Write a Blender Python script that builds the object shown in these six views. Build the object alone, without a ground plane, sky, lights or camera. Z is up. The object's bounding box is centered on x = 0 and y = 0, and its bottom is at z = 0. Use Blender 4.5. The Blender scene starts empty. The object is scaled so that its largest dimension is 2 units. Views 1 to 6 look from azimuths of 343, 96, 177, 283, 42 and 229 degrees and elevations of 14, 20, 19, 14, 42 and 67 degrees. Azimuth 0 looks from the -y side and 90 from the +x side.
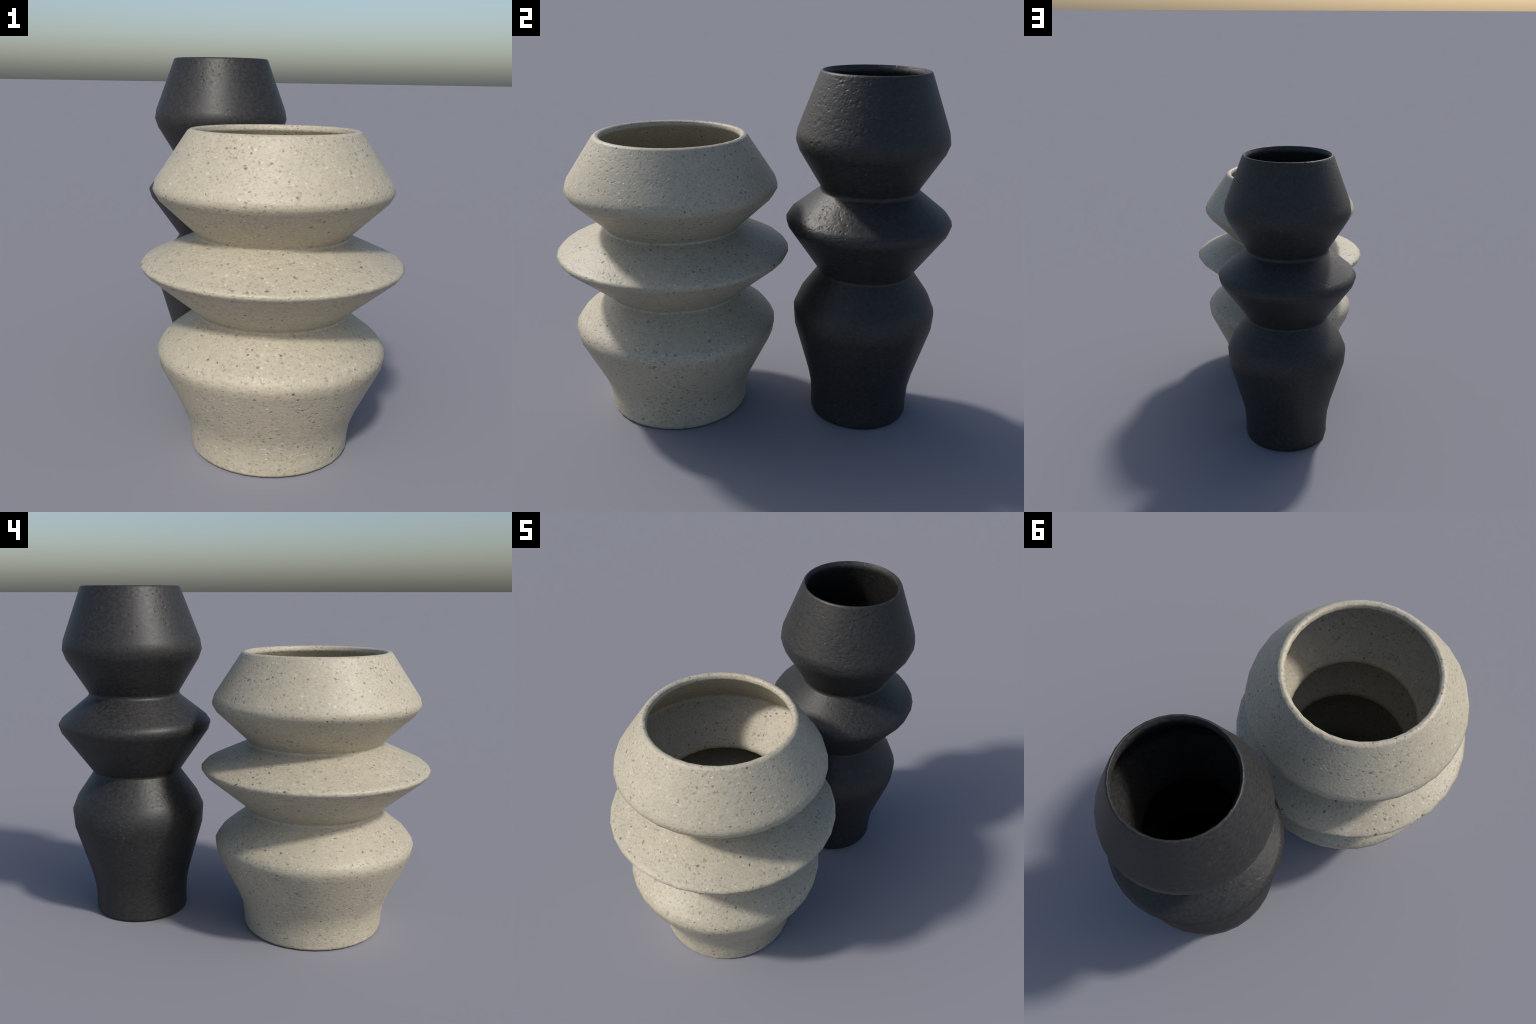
"""Two stacked-bulge stoneware vases: a broad cream speckled one and a slim
charcoal one.  Each is a turned (lathed) hollow form described by the corners of
its profile; every corner is rounded by its own fillet."""
import bpy
import math
from mathutils import Vector

SIDES = 32          # the turned bodies show faint facets in their outline


# ----------------------------------------------------------------- profile
def rounded(corners, gather):
    """corners: (radius, height, fillet).  Returns [(r, z, normal_r, normal_z)] and,
    for every corner, the index of the middle of its fillet."""
    pts = [Vector((c[0], c[1])) for c in corners]
    out, middle = [], []

    def add(p, t):
        t = t.normalized()
        out.append((max(p.x, 0.0), p.y, t.y, -t.x))

    for i, p in enumerate(pts):
        if i == 0:
            add(p, pts[1] - p)
            middle.append(0)
            continue
        if i == len(pts) - 1:
            add(p, p - pts[i - 1])
            middle.append(len(out) - 1)
            continue
        a, b = pts[i - 1] - p, pts[i + 1] - p
        d = min(corners[i][2], 0.49 * a.length, 0.49 * b.length)
        A, B = p + a.normalized() * d, p + b.normalized() * d
        first = len(out)
        M = 0.25 * A + 0.5 * p + 0.25 * B
        d0, d1 = -a.normalized(), b.normalized()
        # two flats; the turn of the normal may be gathered towards the middle
        g = 0.25 if corners[i][2] > 0.09 else gather
        for q, f in ((A, 0.0), ((A + M) / 2, g), (M, 0.5), ((M + B) / 2, 1 - g), (B, 1.0)):
            add(q, d0.lerp(d1, f))
        middle.append(first + 2)
    return out, middle


def lathe_part(name, prof, lo, hi, parent, mat):
    """Skin the rings lo..hi of the profile; normals are those of the whole body."""
    verts, norms, faces = [], [], []
    rings = []
    for r, z, nr, nz in prof[lo:hi + 1]:
        if r < 1e-5:
            rings.append([len(verts)])
            verts.append((0, 0, z))
            norms.append((0, 0, 1 if nz > 0 else -1))
            continue
        ring = []
        for s in range(SIDES):
            a = 2 * math.pi * s / SIDES
            ring.append(len(verts))
            verts.append((r * math.cos(a), r * math.sin(a), z))
            norms.append((nr * math.cos(a), nr * math.sin(a), nz))
        rings.append(ring)
    for A, B in zip(rings[:-1], rings[1:]):
        for s in range(SIDES):
            t = (s + 1) % SIDES
            if len(A) == 1:
                faces.append((A[0], B[t], B[s]))
            elif len(B) == 1:
                faces.append((A[s], A[t], B[0]))
            else:
                faces.append((A[s], A[t], B[t], B[s]))
    me = bpy.data.meshes.new(name)
    me.from_pydata(verts, [], faces)
    me.update()
    for p in me.polygons:
        p.use_smooth = True
    me.normals_split_custom_set_from_vertices(norms)
    me.materials.append(mat)
    ob = bpy.data.objects.new(name, me)
    bpy.context.scene.collection.objects.link(ob)
    ob.parent = parent
    return ob


def vase(name, label, centre, outer, lip, inner, mat, gather):
    root = bpy.data.objects.new(name, None)
    root.location = (centre[0], centre[1], 0)
    root["label"] = label
    root["category"] = "vase"
    bpy.context.scene.collection.objects.link(root)
    corners = outer + lip + inner
    prof, mid = rounded(corners, gather)
    # outer: 0 axis, 1 base edge, 2 waist, 3 bulge, 4 neck, 5 ridge, 6 neck, 7 shoulder
    n = len(outer)
    lip_lo = mid[n] - 2
    lip_hi = mid[n + len(lip) - 1] + 2
    for part, lo, hi in (("foot", 0, mid[2]),
                         ("lower_bulge", mid[2], mid[4]),
                         ("middle_ridge", mid[4], mid[6]),
                         ("upper_bulge", mid[6], lip_lo),
                         ("rim", lip_lo, lip_hi),
                         ("inner_wall", lip_hi, len(prof) - 1)):
        lathe_part(part, prof, lo, hi, root, mat)
    return root


# ---------------------------------------------------------------- materials
class Nodes:
    def __init__(self, name):
        self.mat = bpy.data.materials.new(name)
        self.mat.use_nodes = True
        self.nt = self.mat.node_tree
        self.bsdf = self.nt.nodes["Principled BSDF"]
        self.out = self.nt.nodes["Material Output"]

    def new(self, kind, **props):
        n = self.nt.nodes.new(kind)
        for k, v in props.items():
            setattr(n, k, v)
        return n

    def link(self, a, b):
        self.nt.links.new(a, b)

    def put(self, sock, val):
        if hasattr(val, "is_output") or isinstance(val, bpy.types.NodeSocket):
            self.link(val, sock)
        else:
            sock.default_value = val

    def math(self, op, a, b=0.0, c=None, clamp=False):
        n = self.new("ShaderNodeMath", operation=op, use_clamp=clamp)
        self.put(n.inputs[0], a)
        self.put(n.inputs[1], b)
        if c is not None:
            self.put(n.inputs[2], c)
        return n.outputs[0]

    def step(self, x, lo, hi, a=0.0, b=1.0):
        n = self.new("ShaderNodeMapRange", interpolation_type='SMOOTHSTEP')
        self.put(n.inputs["Value"], x)
        self.put(n.inputs["From Min"], lo)
        self.put(n.inputs["From Max"], hi)
        self.put(n.inputs["To Min"], a)
        self.put(n.inputs["To Max"], b)
        return n.outputs["Result"]

    def mix(self, fac, a, b):
        n = self.new("ShaderNodeMix", data_type='RGBA')
        self.put(n.inputs["Factor"], fac)
        self.put(n.inputs["A"] if False else n.inputs[6], a)
        self.put(n.inputs[7], b)
        return n.outputs[2]

    def coords(self, scale, shift, wobble=0.0, wobble_scale=90.0):
        tc = self.new("ShaderNodeTexCoord").outputs["Object"]
        mp = self.new("ShaderNodeMapping")
        mp.inputs["Scale"].default_value = scale
        mp.inputs["Location"].default_value = shift
        self.link(tc, mp.inputs["Vector"])
        v = mp.outputs[0]
        if wobble:
            nz = self.new("ShaderNodeTexNoise")
            nz.inputs["Scale"].default_value = wobble_scale
            nz.inputs["Detail"].default_value = 1.0
            self.link(v, nz.inputs["Vector"])
            sub = self.new("ShaderNodeVectorMath", operation='SUBTRACT')
            self.link(nz.outputs["Color"], sub.inputs[0])
            sub.inputs[1].default_value = (0.5, 0.5, 0.5)
            mul = self.new("ShaderNodeVectorMath", operation='SCALE')
            self.link(sub.outputs[0], mul.inputs[0])
            mul.inputs["Scale"].default_value = wobble
            add = self.new("ShaderNodeVectorMath", operation='ADD')
            self.link(v, add.inputs[0])
            self.link(mul.outputs[0], add.inputs[1])
            v = add.outputs[0]
        return v

    def noise(self, vec, scale, detail=2.0, rough=0.5):
        n = self.new("ShaderNodeTexNoise")
        self.link(vec, n.inputs["Vector"])
        n.inputs["Scale"].default_value = scale
        n.inputs["Detail"].default_value = detail
        n.inputs["Roughness"].default_value = rough
        return n.outputs["Fac"]

    def specks(self, vec, scale, share, size, soft=0.35):
        """Scattered grains: one per chosen Voronoi cell, each with its own size.
        share: part of the cells that carry a grain (value or socket)."""
        v = self.new("ShaderNodeTexVoronoi", feature='F1')
        self.link(vec, v.inputs["Vector"])
        v.inputs["Scale"].default_value = scale
        sep = self.new("ShaderNodeSeparateColor")
        self.link(v.outputs["Color"], sep.inputs[0])
        chosen = self.math('LESS_THAN', sep.outputs[0], share)
        radius = self.math('MULTIPLY_ADD', sep.outputs[1], size * 0.7, size * 0.5)
        inner = self.math('MULTIPLY', radius, 1.0 - soft)
        body = self.step(v.outputs["Distance"], inner, radius, 1.0, 0.0)
        strength = self.math('MULTIPLY_ADD', sep.outputs[2], 0.6, 0.4)
        return self.math('MULTIPLY', self.math('MULTIPLY', body, chosen), strength)

    def bump(self, height, strength, distance, normal=None):
        b = self.new("ShaderNodeBump")
        b.inputs["Strength"].default_value = strength
        b.inputs["Distance"].default_value = distance
        self.link(height, b.inputs["Height"])
        if normal is not None:
            self.link(normal, b.inputs["Normal"])
        return b.outputs["Normal"]


def cream_stoneware():
    m = Nodes("cream_speckled_stoneware")
    v = m.coords((1, 1, 1.30), (3.1, 1.7, 0.4), 0.016, 75)
    v2 = m.coords((1.1, 1.1, 1.45), (-2.3, 5.1, 1.9), 0.014, 90)
    patch = m.step(m.noise(v2, 3.4, 2.0), 0.36, 0.64)
    cloud = m.step(m.noise(v, 14.0, 3.0, 0.6), 0.32, 0.68)
    grain = m.step(m.noise(v, 78.0, 2.0, 0.6), 0.30, 0.70)
    col = m.mix(cloud, (0.428, 0.389, 0.296, 1), (0.468, 0.425, 0.328, 1))
    col = m.mix(m.math('MULTIPLY', grain, 0.55), col, (0.350, 0.315, 0.232, 1))
    # faint warm and grey grains, everywhere
    warm = m.specks(v2, 64.0, m.math('MULTIPLY_ADD', patch, 0.25, 0.45), 0.50, 0.95)
    col = m.mix(m.math('MULTIPLY', warm, 0.75), col, (0.25, 0.195, 0.135, 1))
    grey = m.specks(v, 60.0, m.math('MULTIPLY_ADD', patch, 0.30, 0.46), 0.50, 0.95)
    col = m.mix(m.math('MULTIPLY', grey, 0.58), col, (0.16, 0.155, 0.13, 1))
    blush = m.specks(v2, 52.0, 0.30, 0.60, 1.0)
    col = m.mix(m.math('MULTIPLY', blush, 0.45), col, (0.46, 0.35, 0.265, 1))
    # larger, soft brown-grey blotches and pale flecks
    blotch = m.specks(v, 34.0, m.math('MULTIPLY_ADD', patch, 0.20, 0.34), 0.42, 0.9)
    col = m.mix(m.math('MULTIPLY', blotch, 0.74), col, (0.22, 0.195, 0.15, 1))
    fleck = m.specks(v2, 31.0, 0.22, 0.38, 0.9)
    col = m.mix(m.math('MULTIPLY', fleck, 0.65), col, (0.64, 0.60, 0.50, 1))
    # pale quartz grains
    white = m.specks(v2, 48.0, m.math('MULTIPLY_ADD', patch, 0.16, 0.14), 0.42, 0.95)
    col = m.mix(m.math('MULTIPLY', white, 0.75), col, (0.68, 0.64, 0.55, 1))
    # a few ochre grains
    ochre = m.specks(v, 33.0, 0.06, 0.34, 0.9)
    col = m.mix(m.math('MULTIPLY', ochre, 0.75), col, (0.44, 0.26, 0.10, 1))
    # the dark iron specks, mostly small, some bold
    dark = m.specks(v2, 37.0, m.math('MULTIPLY_ADD', patch, 0.20, 0.15), 0.39, 0.95)
    col = m.mix(dark, col, (0.075, 0.075, 0.066, 1))
    m.link(col, m.bsdf.inputs["Base Color"])
    m.bsdf.inputs["Roughness"].default_value = 0.52
    m.bsdf.inputs["Specular IOR Level"].default_value = 0.5
    # relief, in metres: a soft grain, shallow pits at grains and iron specks
    h = m.math('MULTIPLY', m.noise(v, 58.0, 1.0, 0.5), 0.0010)
    h = m.math('SUBTRACT', h, m.math('MULTIPLY', dark, 0.0026))
    h = m.math('SUBTRACT', h, m.math('MULTIPLY', grey, 0.0008))
    h = m.math('SUBTRACT', h, m.math('MULTIPLY', blotch, 0.0012))
    h = m.math('ADD', h, m.math('MULTIPLY', fleck, 0.0008))
    h = m.math('ADD', h, m.math('MULTIPLY', white, 0.0010))
    m.link(m.bump(h, 1.0, 1.0), m.bsdf.inputs["Normal"])
    return m.mat


def charcoal_stoneware():
    m = Nodes("charcoal_stoneware")
    v = m.coords((1, 1, 1.25), (7.3, 2.2, 4.4), 0.014, 60)
    v2 = m.coords((1, 1, 1.25), (1.3, -4.2, 0.9), 0.016, 75)
    patch = m.step(m.noise(v2, 3.0, 1.0), 0.53, 0.66, 0.0, 0.6)
    # one side of the upper bulge and ridge is markedly rougher
    tc = m.new("ShaderNodeTexCoord").outputs["Object"]
    for spot, reach in (((0.30, -0.16, 1.63), 0.30), ((0.33, -0.20, 1.13), 0.22)):
        far = m.new("ShaderNodeVectorMath", operation='DISTANCE')
        m.link(tc, far.inputs[0])
        far.inputs[1].default_value = spot
        near = m.step(m.math('MULTIPLY_ADD', m.noise(v, 7.0, 2.0), 0.16,
                             far.outputs["Value"]), reach * 0.75, reach + 0.10, 1.0, 0.0)
        patch = m.math('MAXIMUM', patch, near)
    mott = m.step(m.noise(v, 55.0, 2.0, 0.6), 0.34, 0.66)
    col = m.mix(mott, (0.0165, 0.0163, 0.0160, 1), (0.0285, 0.0275, 0.0262, 1))
    pale = m.specks(v, 34.0, 0.24, 0.26, 0.95)
    col = m.mix(m.math('MULTIPLY', pale, 0.6), col, (0.10, 0.105, 0.11, 1))
    pits = m.specks(v2, 40.0, m.math('MULTIPLY_ADD', patch, 0.80, 0.12), 0.56, 1.0)
    col = m.mix(m.math('MULTIPLY', pits, 0.6), col, (0.007, 0.007, 0.007, 1))
    m.link(col, m.bsdf.inputs["Base Color"])
    rough = m.math('MULTIPLY_ADD', mott, 0.05, 0.475)
    m.link(rough, m.bsdf.inputs["Roughness"])
    m.bsdf.inputs["Specular IOR Level"].default_value = 0.46
    # relief, in metres: nearly smooth, with patches of crowded pits
    lump = m.noise(v, 40.0, 1.0, 0.5)
    h = m.math('MULTIPLY', lump, m.math('MULTIPLY_ADD', patch, 0.0018, 0.0005))
    h = m.math('SUBTRACT', h, m.math('MULTIPLY', pits, m.math('MULTIPLY_ADD', patch, 0.0012, 0.0010)))
    h = m.math('ADD', h, m.math('MULTIPLY', pale, 0.0010))
    h = m.math('ADD', h, m.math('MULTIPLY', m.noise(v, 110.0, 1.0, 0.5), 0.0003))
    m.link(m.bump(h, 1.0, 1.0), m.bsdf.inputs["Normal"])
    return m.mat


# -------------------------------------------------------------------- build
cream = cream_stoneware()
charcoal = charcoal_stoneware()

vase("cream_vase", "broad cream speckled stoneware vase with three stacked bulges",
     (0.0, -0.4035),
     [(0.0, 0.0, 0), (0.370, 0.0, 0.018), (0.378, 0.142, 0.11),
      (0.549, 0.4915, 0.072), (0.337, 0.6555, 0.02), (0.6145, 0.8856, 0.045),
      (0.338, 1.0107, 0.02), (0.553, 1.2138, 0.053)],
     [(0.380, 1.4720, 0.012), (0.3655, 1.4785, 0.010), (0.351, 1.4720, 0.009),
      (0.3455, 1.452, 0.012)],
     [(0.530, 1.220, 0.03), (0.302, 1.0060, 0.055), (0.585, 0.8856, 0.04),
      (0.304, 0.6570, 0.055), (0.527, 0.489, 0.08), (0.352, 0.151, 0.1),
      (0.345, 0.03, 0.02), (0.0, 0.03, 0)],
     cream, 0.16)

vase("charcoal_vase", "tall slim matt charcoal stoneware vase with stacked bulges",
     (0.0, 0.5893),
     [(0.0, 0.0, 0), (0.256, 0.0, 0.02), (0.2565, 0.165, 0.10),
      (0.3825, 0.602, 0.093), (0.2375, 0.8085, 0.012), (0.428, 1.079, 0.051),
      (0.236, 1.2325, 0.02), (0.382, 1.4695, 0.0545)],
     [(0.2605, 1.793, 0.014), (0.2510, 1.8005, 0.006), (0.2370, 1.772, 0.022)],
     [(0.362, 1.473, 0.04), (0.203, 1.228, 0.035), (0.402, 1.0765, 0.05),
      (0.205, 0.811, 0.035), (0.362, 0.598, 0.11), (0.234, 0.182, 0.1),
      (0.232, 0.03, 0.02), (0.0, 0.03, 0)],
     charcoal, 0.25)
